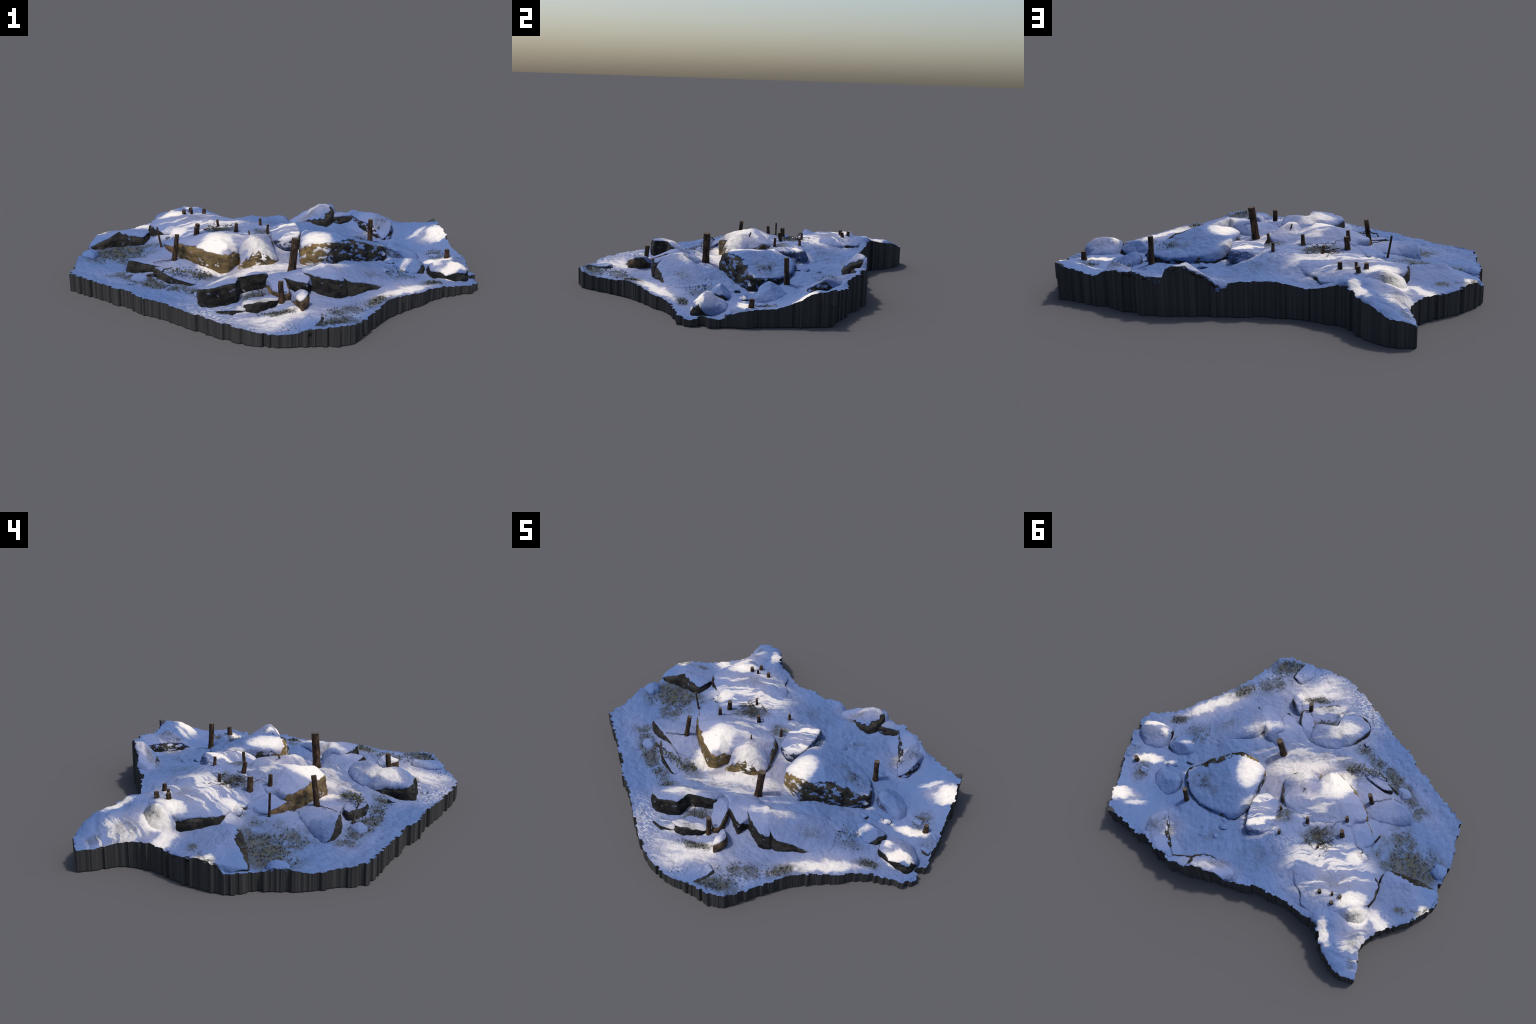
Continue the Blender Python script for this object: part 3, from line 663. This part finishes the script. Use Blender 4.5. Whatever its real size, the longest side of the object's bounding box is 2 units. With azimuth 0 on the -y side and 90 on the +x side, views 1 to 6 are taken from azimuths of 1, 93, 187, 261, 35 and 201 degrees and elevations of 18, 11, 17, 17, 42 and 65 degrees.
STUMPS = [((.097,-.232,.110),(.116,-.225,.271),.0175),((.516,.221,.106),(.517,.215,.235),.0125),((-.477,-.099,.130),(-.459,-.087,.254),.0112),
 ((-.566,.115,.131),(-.582,.115,.233),.0048),((-.385,.163,.178),(-.378,.16,.236),.0118),((-.385,.078,.195),(-.38,.076,.243),.0085),
 ((-.182,.158,.195),(-.178,.15,.240),.0088),((-.057,.269,.198),(-.057,.267,.233),.0065),((-.104,-.018,.216),(-.112,-.006,.247),.0036),
 ((-.02,.132,.190),(-.017,.134,.237),.0066),((-.281,.276,.187),(-.283,.276,.226),.0062),((-.371,.512,.192),(-.37,.51,.224),.0090),
 ((-.439,.504,.194),(-.436,.499,.223),.0058),((-.48,.502,.197),(-.48,.504,.221),.0090),((-.449,.547,.192),(-.448,.549,.219),.0090),
 ((.044,-.570,.070),(.040,-.559,.176),.0120),((.893,.073,.074),(.892,.076,.114),.0118)]
for s in STUMPS: stump(*s)

# ------------------------------------------------------------------ twigs
def tube(points, r0, r1, seg=6):
    P = [np.array(p, float) for p in points]; verts = []; faces = []
    for i, p in enumerate(P):
        d = P[min(i + 1, len(P) - 1)] - P[max(i - 1, 0)]; d /= np.linalg.norm(d) + 1e-9
        h = np.array([0, 0, 1.0]) if abs(d[2]) < .9 else np.array([1.0, 0, 0])
        u = np.cross(d, h); u /= np.linalg.norm(u); v = np.cross(d, u)
        r = r0 + (r1 - r0) * i / (len(P) - 1)
        for k in range(seg):
            a = 2 * math.pi * k / seg
            verts.append(p + (u * math.cos(a) + v * math.sin(a)) * r)
    for i in range(len(P) - 1):
        for k in range(seg):
            faces.append((i * seg + k, i * seg + (k + 1) % seg, (i + 1) * seg + (k + 1) % seg, (i + 1) * seg + k))
    faces.append(tuple(range(seg))[::-1]); faces.append(tuple(range((len(P) - 1) * seg, len(P) * seg)))
    return verts, faces

class Heap:
    def __init__(self): self.v = []; self.f = []
    def add(self, v, f):
        o = len(self.v); self.v += [tuple(map(float, p)) for p in v]; self.f += [tuple(i + o for i in q) for q in f]
    def emit(self, name, mat, smooth=True):
        ob = mesh_object(name, self.v, self.f, mat, root, smooth); ob['kind'] = 'stuff'; return ob

def wiggle(a, b, n=7, amp=.006):
    a = np.array(a, float); b = np.array(b, float)
    return [a + (b - a) * i / (n - 1) + np.array([random.uniform(-amp, amp) for _ in range(3)]) * (0 < i < n - 1) for i in range(n)]

tw = Heap()
for _ in range(26):                       # fallen twigs in the hollow among the stumps
    x, y = random.gauss(-.27, .05), random.gauss(.22, .04)
    a = random.uniform(0, 6.28); l = random.uniform(.03, .09)
    x2, y2 = x + math.cos(a) * l, y + math.sin(a) * l
    tw.add(*tube(wiggle((x, y, ground_z(x, y) + random.uniform(.0, .012)), (x2, y2, ground_z(x2, y2) + random.uniform(.002, .016))), .0016, .0007, 5))
for p, q in [((-.075,-.53,.085),(-.095,-.50,.165)),((-.045,-.52,.085),(-.042,-.485,.165)),((-.055,-.525,.085),(-.058,-.49,.15)),((-.35,.20,.192),(-.27,.27,.196)),
             ((.40,-.31,.105),(.43,-.27,.10)),((-.488,-.108,.132),(-.575,-.160,.137))]:
    tw.add(*tube(wiggle(p, q, 8, .003), .0022, .0011, 6))
tw.emit('twig', MAT_TWIG)

# evergreen bush draped over the left slab
bush = Heap()
trunk = wiggle((-.60,-.215,.085), (-.47,-.28,.150), 8, .006)
bush.add(*tube(trunk, .0058, .0025, 7))
bush.emit('bush_stem', MAT_TWIG)
leaf_me = bpy.data.meshes.new('leaf')
bm = bmesh.new(); bmesh.ops.create_icosphere(bm, subdivisions=1, radius=1.0)
for v in bm.verts: v.co = Vector((v.co.x, v.co.y * .6, v.co.z * .35 + .25 * v.co.x * v.co.x))
bm.to_mesh(leaf_me); bm.free(); leaf_me.materials.append(MAT_LEAF)
leaf_sn = leaf_me.copy(); leaf_sn.materials.clear(); leaf_sn.materials.append(MAT_SNOW)
for me in (leaf_me, leaf_sn): me.polygons.foreach_set("use_smooth", [True] * len(me.polygons))
clumps = [(-.455,-.285,.135,.020),(-.43,-.29,.130,.022),(-.405,-.28,.128,.024),(-.38,-.292,.126,.022),(-.35,-.28,.120,.024),(-.325,-.262,.112,.026),(-.34,-.30,.112,.020),(-.30,-.27,.105,.018)]
for cx, cy, cz, cr in clumps:
    for k in range(22):
        p = Vector((random.gauss(cx, cr * .6), random.gauss(cy, cr * .6), cz - .006 + abs(random.gauss(0, cr * .35))))
        ob = bpy.data.objects.new('leaf', leaf_sn if random.random() < .22 else leaf_me)
        bpy.context.scene.collection.objects.link(ob); ob.parent = root
        ob.location = p; s = random.uniform(.0035, .0075); ob.scale = (s, s, s)
        ob.rotation_euler = (random.uniform(-.7, .7), random.uniform(-.7, .7), random.uniform(0, 6.28))

# grass and heather blades standing out of the snow
def rock_top(x, y):
    return ground_z(x, y)
gr = Heap()
TUFTS = [(-.80,.15,.16,.09,102),(-.70,.1,.1,.1,36),(-.60,-.27,.19,.045,90),(-.42,-.38,.1,.04,30),(.28,-.80,.12,.06,42),(.32,-.66,.13,.06,42),
 (.47,-.565,.05,.03,42),(.02,-.66,.09,.02,54),(.60,-.20,.1,.07,30),(.77,-.255,.05,.025,36),(.84,.13,.04,.06,24),(-.33,-.43,.05,.03,27),(.03,-.83,.2,.03,18),(.25,-.835,.06,.025,30)]
for cx, cy, rx, ry, n in TUFTS:
    ang = -.66 if (cx < -.3 and cy < 0) else (.6 if cx > .25 and cy < -.4 else .2)
    for _ in range(n):
        a = random.uniform(0, 6.28); q = math.sqrt(random.random())
        dx, dy = rx * q * math.cos(a), ry * q * math.sin(a)
        x = cx + dx * math.cos(ang) - dy * math.sin(ang); y = cy + dx * math.sin(ang) + dy * math.cos(ang)
        if not inside_outline(x, y): continue
        z = ground_z(x, y) + rough_height(x, y)
        for _b in range(random.randint(2, 4)):
            h = random.uniform(.003, .010); l = random.uniform(.002, .008); d = random.uniform(0, 6.28)
            m = (x + math.cos(d) * l * .4, y + math.sin(d) * l * .4, z + h * .7)
            e = (x + math.cos(d) * l, y + math.sin(d) * l, z + h)
            gr.add(*tube([(x, y, z - .002), m, e], .0011, .0004, 3))
for cx, cy, cz, r, n in [(.465,.102,.168,.030,26),(.43,.13,.172,.02,10),(-.80,.44,.112,.018,14),(-.87,.45,.112,.016,12),(.44,-.31,.118,.03,18),(.50,-.27,.098,.03,14),(.62,.43,.176,.025,12),(.58,.38,.15,.02,8),(.21,.545,.165,.02,10)]:
    for _ in range(n):
        x, y = random.gauss(cx, r * .6), random.gauss(cy, r * .6)
        for _b in range(2):
            h = random.uniform(.008, .016); l = random.uniform(.003, .010); d = random.uniform(0, 6.28)
            gr.add(*tube([(x, y, cz - .012), (x + math.cos(d) * l * .4, y + math.sin(d) * l * .4, cz - .012 + h * .7), (x + math.cos(d) * l, y + math.sin(d) * l, cz - .010 + h)], .0011, .0004, 3))
gr.emit('grass', MAT_GRASS)
